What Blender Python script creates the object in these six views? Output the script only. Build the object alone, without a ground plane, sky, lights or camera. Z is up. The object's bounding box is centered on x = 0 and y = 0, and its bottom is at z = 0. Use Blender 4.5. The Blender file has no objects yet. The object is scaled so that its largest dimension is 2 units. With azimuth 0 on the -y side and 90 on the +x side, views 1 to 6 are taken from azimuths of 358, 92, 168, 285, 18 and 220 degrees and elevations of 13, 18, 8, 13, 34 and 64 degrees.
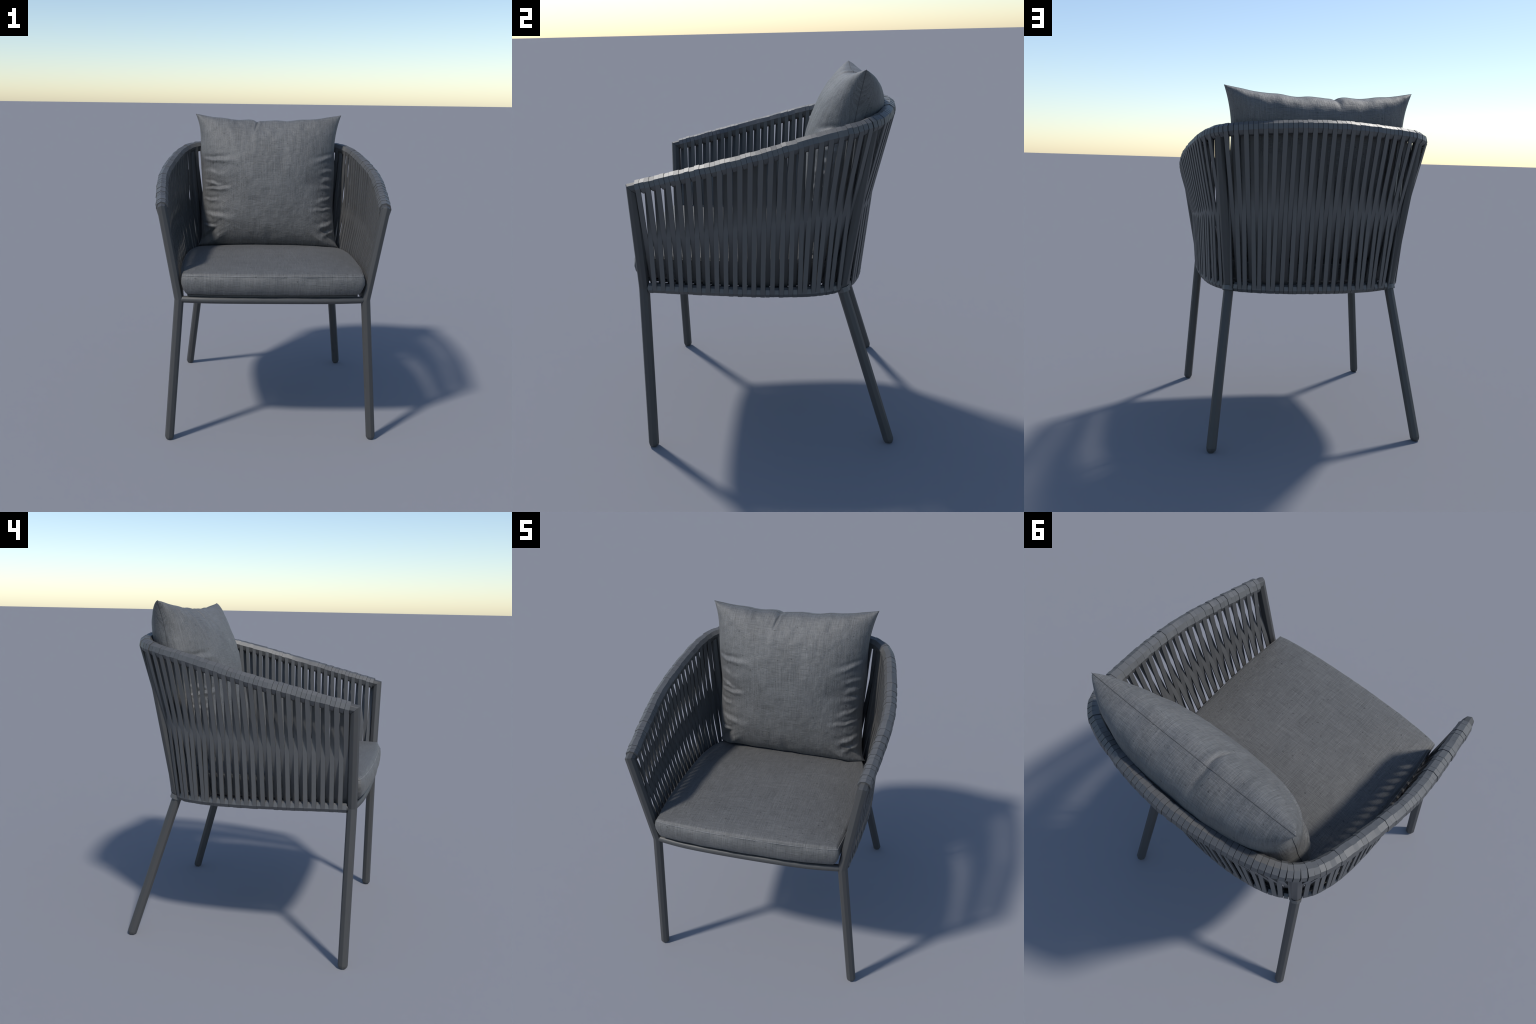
import bpy, math, random
from mathutils import Vector, noise

random.seed(11)
RNG = random.Random(4)

# ------------------------------------------------------------------ materials
def new_material(name):
    m = bpy.data.materials.new(name)
    m.use_nodes = True
    nt = m.node_tree
    return m, nt, nt.nodes, nt.links, nt.nodes["Principled BSDF"]


def painted_metal():
    m, nt, N, L, b = new_material("powder_coated_metal")
    co = N.new("ShaderNodeTexCoord")
    n = N.new("ShaderNodeTexNoise")
    n.inputs["Scale"].default_value = 900
    n.inputs["Detail"].default_value = 2
    L.new(co.outputs["Object"], n.inputs["Vector"])
    bump = N.new("ShaderNodeBump")
    bump.inputs["Strength"].default_value = 0.06
    bump.inputs["Distance"].default_value = 0.001
    L.new(n.outputs["Fac"], bump.inputs["Height"])
    L.new(bump.outputs["Normal"], b.inputs["Normal"])
    b.inputs["Base Color"].default_value = (*METAL, 1)
    b.inputs["Roughness"].default_value = 0.5
    return m


def strap_webbing():
    m, nt, N, L, b = new_material("woven_strap")
    info = N.new("ShaderNodeObjectInfo")
    ramp = N.new("ShaderNodeValToRGB")
    ramp.color_ramp.elements[0].color = (*[c * 0.93 for c in STRAP], 1)
    ramp.color_ramp.elements[1].color = (*[c * 1.07 for c in STRAP], 1)
    L.new(info.outputs["Random"], ramp.inputs["Fac"])
    L.new(ramp.outputs["Color"], b.inputs["Base Color"])
    co = N.new("ShaderNodeTexCoord")
    n = N.new("ShaderNodeTexNoise")
    n.inputs["Scale"].default_value = 700
    L.new(co.outputs["Object"], n.inputs["Vector"])
    bump = N.new("ShaderNodeBump")
    bump.inputs["Strength"].default_value = 0.05
    bump.inputs["Distance"].default_value = 0.001
    L.new(n.outputs["Fac"], bump.inputs["Height"])
    L.new(bump.outputs["Normal"], b.inputs["Normal"])
    b.inputs["Roughness"].default_value = 0.50
    b.inputs["Specular IOR Level"].default_value = 0.80
    return m


def linen(name, base, patch=0.12, crumple=0.0):
    """Grey linen: threads along x, threads across, slubs, dark flecks."""
    m, nt, N, L, b = new_material(name)
    co = N.new("ShaderNodeTexCoord")

    def threads(scale, detail=2.0):
        mp = N.new("ShaderNodeMapping")
        mp.inputs["Scale"].default_value = scale
        L.new(co.outputs["Object"], mp.inputs["Vector"])
        n = N.new("ShaderNodeTexNoise")
        n.inputs["Scale"].default_value = 1.0
        n.inputs["Detail"].default_value = detail
        L.new(mp.outputs["Vector"], n.inputs["Vector"])
        return n.outputs["Fac"]

    def math_node(op, a, v):
        x = N.new("ShaderNodeMath")
        x.operation = op
        L.new(a, x.inputs[0])
        if isinstance(v, (int, float)):
            x.inputs[1].default_value = v
        else:
            L.new(v, x.inputs[1])
        return x.outputs[0]

    def span(a, lo, hi, to_lo, to_hi):
        r = N.new("ShaderNodeMapRange")
        r.inputs["From Min"].default_value = lo
        r.inputs["From Max"].default_value = hi
        r.inputs["To Min"].default_value = to_lo
        r.inputs["To Max"].default_value = to_hi
        L.new(a, r.inputs["Value"])
        return r.outputs["Result"]

    weft = threads((11, 400, 400))
    warp = threads((400, 11, 11))
    slub_a = threads((16, 300, 300), 0)
    slub_b = threads((300, 16, 16), 0)
    cloud = threads((5, 5, 5), 3)
    fleck = threads((75, 75, 75), 0)
    t = math_node("ADD", span(weft, .3, .7, -.24, .24), span(warp, .3, .7, -.24, .24))
    s = math_node("ADD", span(slub_a, .74, .86, 0, .30), span(slub_b, .74, .86, 0, .30))
    t = math_node("ADD", t, s)
    t = math_node("ADD", t, span(cloud, .38, .62, -patch, patch))
    t = math_node("ADD", t, span(fleck, .77, .84, 0, -.45))
    t = math_node("ADD", t, 1.0)
    col = N.new("ShaderNodeVectorMath")
    col.operation = "SCALE"
    col.inputs[0].default_value = base
    L.new(t, col.inputs["Scale"])
    L.new(col.outputs["Vector"], b.inputs["Base Color"])
    bump = N.new("ShaderNodeBump")
    bump.inputs["Strength"].default_value = 0.55
    bump.inputs["Distance"].default_value = 0.002
    L.new(math_node("ADD", weft, warp), bump.inputs["Height"])
    if crumple:
        fine = N.new("ShaderNodeBump")
        fine.inputs["Strength"].default_value = crumple
        fine.inputs["Distance"].default_value = 0.012
        L.new(threads((16, 13, 13), 5), fine.inputs["Height"])
        L.new(fine.outputs["Normal"], bump.inputs["Normal"])
    L.new(bump.outputs["Normal"], b.inputs["Normal"])
    b.inputs["Specular IOR Level"].default_value = 0.6
    b.inputs["Roughness"].default_value = 0.62
    b.inputs["Sheen Weight"].default_value = 0.05
    return m


METAL = (0.056, 0.056, 0.056)
STRAP = (0.078, 0.078, 0.078)
FABRIC = (0.092, 0.092, 0.091)
MAT_METAL = painted_metal()
MAT_STRAP = strap_webbing()
MAT_SEAT = linen("seat_linen", FABRIC, 0.06, 0.10)
MAT_PIPING = linen("piping_linen", [c * 1.5 for c in FABRIC], 0.15)  # paler than the seat: the seam's highlight is painted into the colour
MAT_PILLOW = linen("pillow_linen", [c * 1.14 for c in FABRIC], 0.09, 0.6)
MAT_THREAD, _, _, _, _b = new_material("dark_thread")
_b.inputs["Base Color"].default_value = (0.07, 0.07, 0.07, 1)
_b.inputs["Roughness"].default_value = 0.8


# -------------------------------------------------------------------- helpers
def add_mesh(name, verts, faces, mat, parent=None, smooth=False):
    me = bpy.data.meshes.new(name)
    me.from_pydata([tuple(v) for v in verts], [], faces)
    me.update()
    me.materials.append(mat)
    if smooth:
        me.polygons.foreach_set("use_smooth", [True] * len(me.polygons))
    ob = bpy.data.objects.new(name, me)
    bpy.context.scene.collection.objects.link(ob)
    if parent is not None:
        ob.parent = parent
    return ob


class Path:
    """Smooth curve through a few points, addressed by length."""
    def __init__(self, pts, n=40):
        p = [Vector(q) for q in pts]
        ext = [p[0] * 2 - p[1]] + p + [p[-1] * 2 - p[-2]]
        out = []
        for i in range(1, len(ext) - 2):
            a, b, c, d = ext[i - 1:i + 3]
            t1 = (b - a).length ** .5
            t2 = t1 + (c - b).length ** .5
            t3 = t2 + (d - c).length ** .5
            for k in range(n):
                t = t1 + (t2 - t1) * k / n
                A1 = a * ((t1 - t) / t1) + b * (t / t1)
                A2 = b * ((t2 - t) / (t2 - t1)) + c * ((t - t1) / (t2 - t1))
                A3 = c * ((t3 - t) / (t3 - t2)) + d * ((t - t2) / (t3 - t2))
                B1 = A1 * ((t2 - t) / t2) + A2 * (t / t2)
                B2 = A2 * ((t3 - t) / (t3 - t1)) + A3 * ((t - t1) / (t3 - t1))
                out.append(B1 * ((t2 - t) / (t2 - t1)) + B2 * ((t - t1) / (t2 - t1)))
        out.append(p[-1])
        self.p = out
        self.s = [0.0]
        for i in range(1, len(out)):
            self.s.append(self.s[-1] + (out[i] - out[i - 1]).length)
        self.length = self.s[-1]

    def at(self, s):
        s = min(max(s, 0.0), self.length)
        lo, hi = 0, len(self.s) - 1
        while hi - lo > 1:
            mid = (lo + hi) // 2
            if self.s[mid] <= s:
                lo = mid
            else:
                hi = mid
        f = (s - self.s[lo]) / max(1e-9, self.s[hi] - self.s[lo])
        return self.p[lo].lerp(self.p[hi], f)

    def tangent(self, s, e=0.02):
        return (self.at(s + e) - self.at(s - e)).normalized()


def mirrored(half):
    """half runs from the front left round to the middle of the back (x = 0)."""
    return half + [(-x, y, z) for x, y, z in reversed(half[:-1])]


def sweep(points, radius, ref, sides=8, cap=True, turn=0.0, radii=None, flat_ends=(False, False)):
    """Tube along a polyline, mitred at its corners; ref gives the outward side."""
    P = [Vector(p) for p in points]
    V, F = [], []
    for i, p in enumerate(P):
        a = (P[i] - P[i - 1]).normalized() if i else (P[1] - P[0]).normalized()
        b = (P[i + 1] - P[i]).normalized() if i < len(P) - 1 else a
        plane = (a + b).normalized()
        if i == 0 and flat_ends[0] or i == len(P) - 1 and flat_ends[1]:
            plane = Vector((0, 0, 1))
        r0 = ref(i) if callable(ref) else Vector(ref)
        u = (r0 - a * r0.dot(a)).normalized()
        v = a.cross(u)
        r = radii[i] if radii else radius
        for k in range(sides):
            th = turn + 2 * math.pi * k / sides
            q = u * (math.cos(th) * r) + v * (math.sin(th) * r)
            q -= a * (q.dot(plane) / a.dot(plane))      # slide onto the mitre plane
            V.append(p + q)
    for i in range(len(P) - 1):
        for k in range(sides):
            k2 = (k + 1) % sides
            F.append((i * sides + k, i * sides + k2, (i + 1) * sides + k2, (i + 1) * sides + k))
    if cap:
        F.append(tuple(reversed(range(sides))))
        F.append(tuple(range((len(P) - 1) * sides, len(P) * sides)))
    return V, F


def soften(ob, width=0.0022):
    mod = ob.modifiers.new("soft_edges", "BEVEL")
    mod.width = width
    mod.segments = 2
    mod.limit_method = "ANGLE"
    mod.angle_limit = math.radians(25)
    return ob


# --------------------------------------------------------------- frame curves
TIP = (-.660, -.632, 1.467)
KNEE = (-.5665, -.634, .918)
POST_FOOT = (-.484, .408, .874)
POST_TOP = (-.566, .540, 1.737)
TOP = Path(mirrored([TIP, (-.686, -.376, 1.526), (-.701, -.189, 1.570), (-.703, -.048, 1.604),
                     (-.692, .074, 1.635), (-.677, .185, 1.664), (-.659, .289, 1.689),
                     (-.640, .385, 1.711), (-.615, .467, 1.729), (-.578, .529, 1.744),
                     (-.522, .575, 1.755), (-.438, .609, 1.764), (-.328, .637, 1.772),
                     (-.207, .661, 1.779), (-.096, .674, 1.784), (0, .6785, 1.785)]))
BOT = Path(mirrored([KNEE, (-.586, -.42, .913), (-.597, -.20, .905), (-.597, -.02, .898),
                     (-.584, .14, .892), (-.558, .262, .887), (-.517, .352, .884),
                     (-.464, .412, .881), (-.380, .460, .880), (-.292, .487, .879),
                     (-.200, .504, .878), (-.100, .514, .878), (0, .517, .878)]))

TUBE_TOP, WRAP_TOP = 0.029, 0.038
TUBE_LOW, WRAP_LOW = 0.021, 0.030
LEG = 0.029
STRAP_T = 0.008


# ------------------------------------------------------------------- armchair
chair = bpy.data.objects.new("armchair", None)
bpy.context.scene.collection.objects.link(chair)
chair["label"] = "dark grey outdoor armchair with strap-woven curved backrest and slim legs"
chair["category"] = "armchair"

# --- legs: splayed octagonal tubes, kinked at the seat rail
for sx in (1, -1):
    foot = Vector((-.640 * sx, -.636, 0))
    knee = Vector((KNEE[0] * sx, KNEE[1], KNEE[2]))
    tip = Vector((TIP[0] * sx, TIP[1], TIP[2]))
    ax = (knee - foot).normalized()
    along = TOP.tangent(0.02) if sx == 1 else -TOP.tangent(TOP.length - 0.02)
    pts = [foot, foot + ax * .006, foot + ax * .018, knee, tip, tip + along * .05]
    rad = [LEG * .62, LEG * .88, LEG, LEG, LEG, LEG]
    V, F = sweep(pts, LEG, (-sx, 0, 0), radii=rad, flat_ends=(True, False))
    keep = 5 * 8                                        # stop at the mitre with the arm rail
    F = [f for f in F if max(f) < keep]
    V = V[:keep]
    F.append(tuple(range(keep - 8, keep)))
    soften(add_mesh("leg", V, F, MAT_METAL, chair))

    foot = Vector((-.600 * sx, .672, 0))
    low = Vector((POST_FOOT[0] * sx, POST_FOOT[1], POST_FOOT[2]))
    top = Vector((POST_TOP[0] * sx, POST_TOP[1], POST_TOP[2]))
    ax = (low - foot).normalized()
    pts = [foot, foot + ax * .006, foot + ax * .018, low, top]
    rad = [LEG * .62, LEG * .88, LEG, LEG, LEG]
    V, F = sweep(pts, LEG, (-.75 * sx, .66, 0), radii=rad, flat_ends=(True, False))
    soften(add_mesh("leg", V, F, MAT_METAL, chair))

    # band that ties the straps round the leg below the rail
    up = (low - foot).normalized()
    c = low + Vector((-.004 * sx, .008, -.004))
    V, F = sweep([c - up * .013, c + up * .013], .034, (-.75 * sx, .66, 0), cap=False)
    W, G = sweep([c - up * .013, c + up * .013], .030, (-.75 * sx, .66, 0), cap=False)
    n = len(V)
    F += [tuple(reversed([i + n for i in f])) for f in G]
    for k in range(8):
        k2 = (k + 1) % 8
        F.append((k2, k, n + k, n + k2))
        F.append((8 + k, 8 + k2, n + 8 + k2, n + 8 + k))
    add_mesh("leg_band", V + W, F, MAT_STRAP, chair)

# --- arm and back rail
def wall_up(f):
    return (TOP.at(f * TOP.length) - BOT.at(f * BOT.length)).normalized()


steps = 120
pts = [TOP.at(TOP.length * i / steps) for i in range(steps + 1)]
kneeL, kneeR = Vector(KNEE), Vector((-KNEE[0], KNEE[1], KNEE[2]))
full = [kneeL] + pts + [kneeR]


def rail_ref(i):
    # section keeps a corner on the outward side
    j = min(max(i - 1, 0), steps)
    s = TOP.length * j / steps
    t = TOP.tangent(s)
    return t.cross(wall_up(j / steps)) * (-1 if t.cross(wall_up(j / steps)).dot(pts[j] - Vector((0, 0, pts[j].z))) < 0 else 1)


V, F = sweep(full, TUBE_TOP, rail_ref)
last = (len(full) - 2) * 8
V = V[8:last + 8]
F = [tuple(i - 8 for i in f) for f in F if min(f) >= 8 and max(f) < last + 8 and len(f) == 4]
F.append(tuple(reversed(range(8))))
F.append(tuple(range(len(V) - 8, len(V))))
soften(add_mesh("arm_rail", V, F, MAT_METAL, chair))

# --- seat rail round the sides and back, and the bowed front bar
pts = [BOT.at(BOT.length * i / 90) for i in range(91)]
V, F = sweep(pts, TUBE_LOW, (0, 0, 1), sides=12)
add_mesh("seat_rail", V, F, MAT_METAL, chair, smooth=True)
bar = Path([KNEE, (-.38, -.660, .920), (0, -.672, .922), (.38, -.660, .920), (-KNEE[0], KNEE[1], KNEE[2])])
V, F = sweep([bar.at(bar.length * i / 40) for i in range(41)], TUBE_LOW, (0, 0, 1), sides=20)
add_mesh("front_bar", V, F, MAT_METAL, chair, smooth=True)


# --------------------------------------------------------------------- straps
def ribbon(path, sides_dir, widths, t):
    """Flat strap swept along path; sides_dir is its width direction."""
    V, F = [], []
    n = len(path)
    for i, p in enumerate(path):
        a = (path[i] - path[i - 1]).normalized() if i else (path[1] - path[0]).normalized()
        b = (path[i + 1] - path[i]).normalized() if i < n - 1 else a
        tan = (a + b).normalized()
        w = sides_dir[i]
        w = (w - tan * w.dot(tan)).normalized()
        nor = tan.cross(w)
        th = t / 2 / max(.6, tan.dot(a))
        hw = widths[i] / 2
        V += [p + w * hw + nor * th, p - w * hw + nor * th, p - w * hw - nor * th, p + w * hw - nor * th]
    for i in range(n - 1):
        o, q = i * 4, (i + 1) * 4
        for k in range(4):
            k2 = (k + 1) % 4
            F.append((o + k, q + k, q + k2, o + k2))
    F.append((0, 1, 2, 3))
    e = (n - 1) * 4
    F.append((e + 3, e + 2, e + 1, e))
    return V, F


def frames(st, sb):
    """Centre, tangent, outward and upward axis on each rail, square to the rail."""
    A, B = TOP.at(st), BOT.at(sb)
    d = (A - B).normalized()
    out = []
    for path, s in ((TOP, st), (BOT, sb)):
        t = path.tangent(s)
        up = (d - t * d.dot(t)).normalized()
        n = t.cross(up)
        c = path.at(s)
        if n.dot(Vector((c.x, c.y, 0))) < 0:
            n = -n
        out.append((c, t, n, up))
    return out


def arc(c, n, d, r, degs, uneven=0.0):
    out = []
    for a in degs:
        q, a = r + RNG.uniform(-uneven, uneven), math.radians(a)
        out.append(c + n * (q * math.cos(a)) + d * (q * math.sin(a)))
    return out


def strap(st, sb, outer, wt, wb):
    (A, tA, nA, dA), (B, tB, nB, dB) = frames(st, sb)
    k = 1 if outer else -1
    rt = WRAP_TOP - STRAP_T / 2 + RNG.uniform(-.0022, .0014)
    rb = WRAP_LOW - STRAP_T / 2 + RNG.uniform(-.0014, .0012)
    turn = lambda t, ax, a: (t * math.cos(a) + ax * math.sin(a))
    wA = turn(tA, dA, RNG.uniform(-.025, .025))
    wB = turn(tB, dB, RNG.uniform(-.03, .03))
    flip = (lambda degs: degs) if outer else (lambda degs: [180 - a for a in degs])
    # over the top rail, down one side, through the middle, under the seat rail
    top_degs = flip([250, 225, 180, 135, 90, 45, 0, -14])
    low_degs = flip([166, 180, 225, 270, 315, 360, 405, 440])
    tw = RNG.uniform(-3, 3)
    path = arc(A, nA, dA, rt, [a + tw for a in top_degs], .0003)
    low = arc(B, nB, dB, rb, low_degs, .0003)
    a, b = path[-1], low[0]
    mid = (A + B) / 2 + (nA + nB) * .5 * RNG.uniform(-.001, .001)
    inner = []
    for f in (.22, .42):
        inner.append((f, a.lerp(mid, f / .5)))
    inner.append((.5, mid))
    for f in (.58, .78):
        inner.append((f, mid.lerp(b, (f - .5) / .5)))
    W = [wA] * len(path) + [wA.lerp(wB, f).normalized() for f, _ in inner] + [wB] * len(low)
    H = [wt] * len(path) + [wt + (wb - wt) * f for f, _ in inner] + [wb] * len(low)
    P = path + [p for _, p in inner] + low
    V, F = ribbon(P, W, H, STRAP_T)
    return add_mesh("strap", V, F, MAT_STRAP, chair)


def short_wrap(s, w):
    """Strap turn that only binds the rail where a post meets it."""
    f = s / TOP.length
    A, t, n, d = frames(s, f * BOT.length)[0]
    r = WRAP_TOP - STRAP_T / 2 + RNG.uniform(-.001, .001)
    path = arc(A, n, d, r, [-50, -22, 0, 45, 90, 135, 180, 202, 230], .0003)
    V, F = ribbon(path, [t] * len(path), [w] * len(path), STRAP_T)
    return add_mesh("strap", V, F, MAT_STRAP, chair)


Lt, Lb = TOP.length, BOT.length
W_TOP, W_LOW = 0.0252, 0.0232


def spaced(start, *runs):
    """Positions along a rail: each run is (how many steps, step length)."""
    out = [start]
    for n, step in runs:
        for _ in range(n):
            out.append(out[-1] + step)
    return out


def between(v):
    return [(a + b) / 2 for a, b in zip(v, v[1:])]


def panel(outer_top, inner_top, inner_low, outer_low, place_top, place_low):
    """Straps that start outside at the top end inside below, and the other way round."""
    for t, b in zip(outer_top, outer_low):
        strap(place_top(t), place_low(b), True, W_TOP * RNG.uniform(.945, .985), W_LOW)
    for t, b in zip(inner_top, inner_low):
        strap(place_top(t), place_low(b + RNG.uniform(-.0008, .0008)), False, W_TOP * RNG.uniform(.945, .985), W_LOW)


# side panels, measured from the arm tip and from the knee; towards the back
# leg the lower ends close up into pairs
side_out = spaced(.0395, (8, .0514), (7, .0496), (8, .0484))
side_in = between(side_out)
side_in_low = spaced(.0638, (16, .0469)) + [.8388, .8823, .9065, .9522, .9780, 1.0233]
side_out_low = [.0400] + between(side_in_low) + [1.0470]
panel(side_out, side_in, side_in_low, side_out_low, lambda t: t, lambda b: b)
panel(side_out, side_in, side_in_low, side_out_low, lambda t: Lt - t, lambda b: Lb - b)

# back panel, measured from the middle of the back
STEP = .0514
half_low = [0, .0493, .0975, .1470, .1965, .2458, .2717, .3199, .3469, .3985, .4270, .4778]
back_in = [k * STEP for k in range(-11, 12)]
back_in_low = [-b for b in reversed(half_low[1:])] + half_low
back_out = between(back_in)
back_out_low = between(back_in_low)
panel(back_out, back_in, back_in_low, back_out_low, lambda t: Lt / 2 + t, lambda b: Lb / 2 + b)

for base in (1.2105, 1.2352):
    short_wrap(base, W_TOP * .98)
    short_wrap(Lt - base, W_TOP * .98)


# --------------------------------------------------------------- seat cushion
outline = Path([(0, -.706, 0), (.30, -.698, 0), (.50, -.680, 0), (.546, -.670, 0)])
side = Path([(.546, -.670, 0), (.568, -.45, 0), (.575, -.12, 0), (.562, .12, 0), (.525, .27, 0),
             (.452, .383, 0), (.285, .450, 0), (0, .479, 0)])
half = [outline.at(outline.length * i / 40) for i in range(40)] + \
       [side.at(side.length * i / 90) for i in range(91)]
ringpts = half + [Vector((-p.x, p.y, 0)) for p in reversed(half[1:-1])]
M = len(ringpts)


def inset(i, k):
    if k > .012:                                        # deep insets shrink towards the middle
        c = Vector((0, -.12, 0))
        p = inset(i, .012)
        return c + (p - c) * (1 - (k - .012) / .58)
    a, b = ringpts[i - 1], ringpts[(i + 1) % M]
    t = (b - a).normalized()
    nrm = Vector((t.y, -t.x, 0))
    return ringpts[i] - nrm * k


rings = [(.950, .060), (.952, .026), (.957, .011), (.971, .000), (.995, -.008), (1.022, -.011),
         (1.048, -.008), (1.064, .000), (1.071, .005), (1.076, .012), (1.076, .022), (1.076, .040), (1.076, .060)]
V, F = [], []


def tilt(y):
    return .036 * (y + .63) / 1.14


def crown(q):
    gx = max(0, 1 - abs(q.x / .575) ** 2.6)
    gy = max(0, 1 - abs((q.y + .13) / .575) ** 2.6)
    return 1.076 + .049 * (gx * gy) ** .62


def rumple(p, amp, scale, seed=0.0):
    return amp * noise.noise(Vector((p.x * scale + seed, p.y * scale, p.z * scale)))


for z, k in rings:
    for i in range(M):
        facing = abs(ringpts[i - 1].x - ringpts[(i + 1) % M].x) / (ringpts[i - 1] - ringpts[(i + 1) % M]).length
        q = inset(i, k if k > 0 else k * (.3 + .7 * facing))
        if q.y < -.4 and z < 1.03:                       # front corners taper towards the rail
            q.x *= 1 - .045 * (1.03 - z) / .08 * min(1, (-.4 - q.y) / .2)
        q.z = z if k < .012 or z < 1.0 else max(z, crown(q))
        c = Vector((q.x, q.y, 0)).normalized()
        if .955 < z < 1.068:
            q += c * (rumple(q, .005, 9) + rumple(q, .003, 22, 5))
        V.append(q)
for f in (.9, .8, .7, .6, .5, .4, .3, .2, .1):
    for i in range(M):
        q = inset(i, .060)
        cx = Vector((0, -.12, 0))
        q = cx + (q - cx) * f
        q.z = crown(q) + rumple(q, .003, 5, 3)
        V.append(q)
V.append(Vector((0, -.12, 1.134)))
for q in V:                                             # the pad follows the falling seat rail
    q.z -= tilt(q.y) * (1.35 if q.z < .99 else 1.0)
    if q.z > 1.0:
        q.z -= .022 * max(0, q.y / .45)
R = len(rings) + 9
for r in range(R - 1):
    for i in range(M):
        j = (i + 1) % M
        F.append((r * M + i, r * M + j, (r + 1) * M + j, (r + 1) * M + i))
for i in range(M):
    F.append(((R - 1) * M + i, (R - 1) * M + (i + 1) % M, len(V) - 1))
F.append(tuple(reversed(range(M))))
cushion = add_mesh("seat_cushion", V, F, MAT_SEAT, chair, smooth=True)

pipe = []
for i in range(0, M):
    q = inset(i, .0055 + .0012 * noise.noise(Vector((i * .35, 0, 0))))
    q.z = 1.0715 - tilt(q.y) - .022 * max(0, q.y / .45)
    pipe.append(q)
V, F = sweep(pipe + [pipe[0]], .0032, (0, 0, 1), sides=6, cap=False)
add_mesh("cushion_seam", V, F, MAT_PIPING, cushion, smooth=True)


# --- slim dark board added under the cushion; assumed, the real underside is unseen
V, F = [], []
for z in (.934, .9485):
    for i in range(M):
        q = inset(i, .034)
        q.z = z - tilt(q.y) * 1.35
        V.append(q)
F = [(i, (i + 1) % M, M + (i + 1) % M, M + i) for i in range(M)]
F += [tuple(reversed(range(M))), tuple(range(M, 2 * M))]
add_mesh("assumed_seat_base", V, F, MAT_METAL, chair)

# --------------------------------------------------------------------- pillow
PL = Vector((.006, .322, 1.043))
PV = Vector((0, .183, .954))
PN = PV.cross(Vector((1, 0, 0))).normalized()
if PN.y > 0:
    PN = -PN

# creases that run in from the two side seams: height, reach, slope, width, depth
FOLDS = []
for sgn, rows in ((-1, (.34, .16, .02, -.14, -.27, -.46, -.66)),
                  (1, (.38, .18, .05, -.10, -.24, -.40, -.60, -.76))):
    for b0 in rows:
        FOLDS.append((sgn, b0 + RNG.uniform(-.02, .02), RNG.uniform(.26, .62), RNG.uniform(.25, 1.0),
                      RNG.uniform(.020, .042), RNG.uniform(.006, .015)))


def folds(a, b):
    h = 0.0
    for sgn, b0, ln, slope, wd, amp in FOLDS:
        u = 1 - abs(a)
        if a * sgn > 0 and u < ln:
            f = u / ln
            off = b - (b0 - slope * u * .55 + .35 * u * u) + .02 * noise.noise(Vector((u * 9, b0 * 7, 0)))
            w = wd * (.7 + .9 * f)
            env = math.sin(math.pi * f ** .55) ** 1.2
            h += amp * env * (math.exp(-(off / w) ** 2) - .7 * math.exp(-((off - 1.6 * w) / w) ** 2))
    return h


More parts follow.
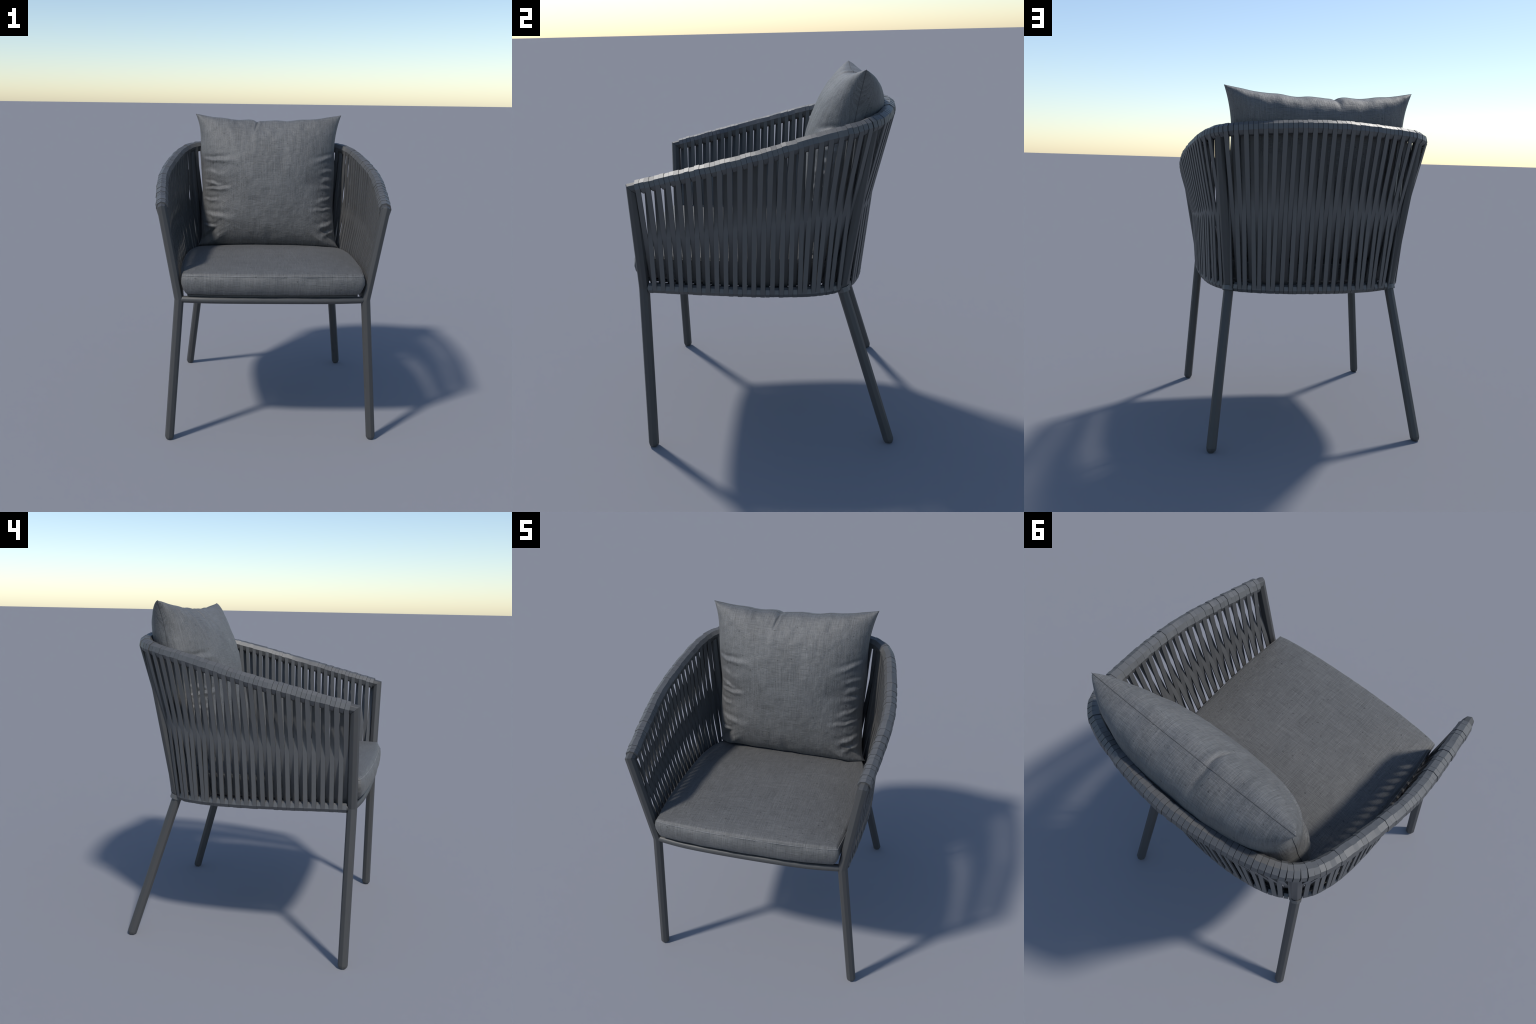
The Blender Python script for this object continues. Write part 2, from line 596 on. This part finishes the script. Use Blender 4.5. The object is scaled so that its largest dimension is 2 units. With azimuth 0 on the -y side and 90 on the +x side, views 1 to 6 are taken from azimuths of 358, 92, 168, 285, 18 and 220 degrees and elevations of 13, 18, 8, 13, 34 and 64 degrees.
def pillow_point(a, b, side):
    pinch_x = .484 + .012 * max(0, b) + .036 * abs(b) ** (5 if b > 0 else 11) + .004 * math.sin(b * 7 + a)
    x = a * pinch_x
    # top and bottom edges sag between the corners
    sag = .092 * (1 - abs(a) ** 2.3) if b > 0 else 0.0
    wave = .003 * math.sin(a * 17) + .005 * noise.noise(Vector((a * 6, 3, b)))
    if b > 0:
        wave -= .010 * math.exp(-((a + .16) / .030) ** 2)          # notch in the top seam
    v = .5 + .5 * b * (1 - sag) + wave * abs(b) ** 14 * (1 - a * a)
    ea = max(0.0, 1 - abs(a) ** 2.5)
    if side > 0:
        eb = max(0.0, 1 - abs(b) ** (1.9 if b > 0 else 3.3 + 2.2 * a * a))
        h = .206 * ea ** (.57 - .20 * max(0, b) - .24 * max(0, -b) ** 2) * eb ** .44
    else:
        eb = max(0.0, 1 - abs(b) ** 5)
        h = .188 * ea ** .45 * eb ** .36
    p = PL + PV * v + Vector((x, 0, 0))
    edge = min(1.0, ea * 3) * min(1.0, eb * 3)
    q = Vector((x, v * .96, side * .7))
    up = .45 + 1.2 * max(0, b) ** 2 if side > 0 else .3
    h += edge * (.006 * noise.noise(q * 4.5) + up * (.0035 * noise.noise(q * 11) + .0022 * noise.noise(q * 26)))
    if side > 0:
        h += folds(a, b) * min(1.0, ea * 3) * (1 - .75 * max(0, b))
        h -= .009 * math.exp(-(a / .6) ** 2 - ((b - .86) / .12) ** 2)
        # crease below the notch, and a dent over the lower seam
        cx = x + .080 - (v - .93) * .3
        h -= .015 * math.exp(-(cx / .006) ** 2) * math.exp(-((v - .925) / .045) ** 2)
        h += .004 * math.exp(-((cx - .018) / .010) ** 2) * math.exp(-((v - .92) / .05) ** 2)
        h -= .008 * math.exp(-((x - .01) / .03) ** 2) * math.exp(-((v - .08) / .05) ** 2)
        # fine pleats that fan in from the side seams
        pl = 1 - 2 * abs(noise.noise(Vector((x * 5, v * 30 + abs(x) * 12 * (1 - .6 * b), 7))))
        h += .0045 * pl * max(0, abs(a) - .45) * 2 * (.5 - .5 * min(1, b * 1.6)) * min(1, ea * 3)
        # tucked lower corners
        for sgn in (-1, 1):
            t = (sgn * a - .80) * .75 + (-b - .80) * .65
            k = math.exp(-((sgn * a - b - 1.72) / .22) ** 2) * (sgn * a > 0)
            h -= .030 * k * math.exp(-((sgn * a + b - .06) / .06) ** 2)
            h += .016 * k * math.exp(-((sgn * a + b + .14) / .06) ** 2)
    h *= 1 + .03 * math.sin(a * 31) * max(0, b) ** 8
    p += PN * (side * max(h, .0))
    # the two lower corners do not sit at the same depth
    if b < -.4:
        k = ((-b - .4) / .6) ** 2
        p += Vector((0, -.03 * k * max(0, a) + .03 * k * max(0, -a), 0))
    return p


G = 240
par = [math.sin(math.pi / 2 * (2 * i / G - 1)) * .35 + (2 * i / G - 1) * .65 for i in range(G + 1)]
V, F, idx = [], [], {}
for side in (1, -1):
    for j, b in enumerate(par):
        for i, a in enumerate(par):
            border = i in (0, G) or j in (0, G)
            if border and side == -1:
                idx[side, i, j] = idx[1, i, j]
                continue
            idx[side, i, j] = len(V)
            V.append(pillow_point(a, b, side))
    for j in range(G):
        for i in range(G):
            q = (idx[side, i, j], idx[side, i + 1, j], idx[side, i + 1, j + 1], idx[side, i, j + 1])
            F.append(q if side > 0 else tuple(reversed(q)))
pillow = add_mesh("back_pillow", V, F, MAT_PILLOW, None, smooth=True)
pillow["label"] = "plump square grey linen scatter pillow with pointed corners"
pillow["category"] = "pillow"

edge = [(par[i], 1) for i in range(G)] + [(1, par[G - i]) for i in range(G)] + \
       [(par[G - i], -1) for i in range(G)] + [(-1, par[i]) for i in range(G)]
loop = [pillow_point(a, b, 1) for a, b in edge]
V, F = sweep(loop + [loop[0]], .0015, PN, sides=6, cap=False)
add_mesh("pillow_seam", V, F, MAT_THREAD, pillow, smooth=True)
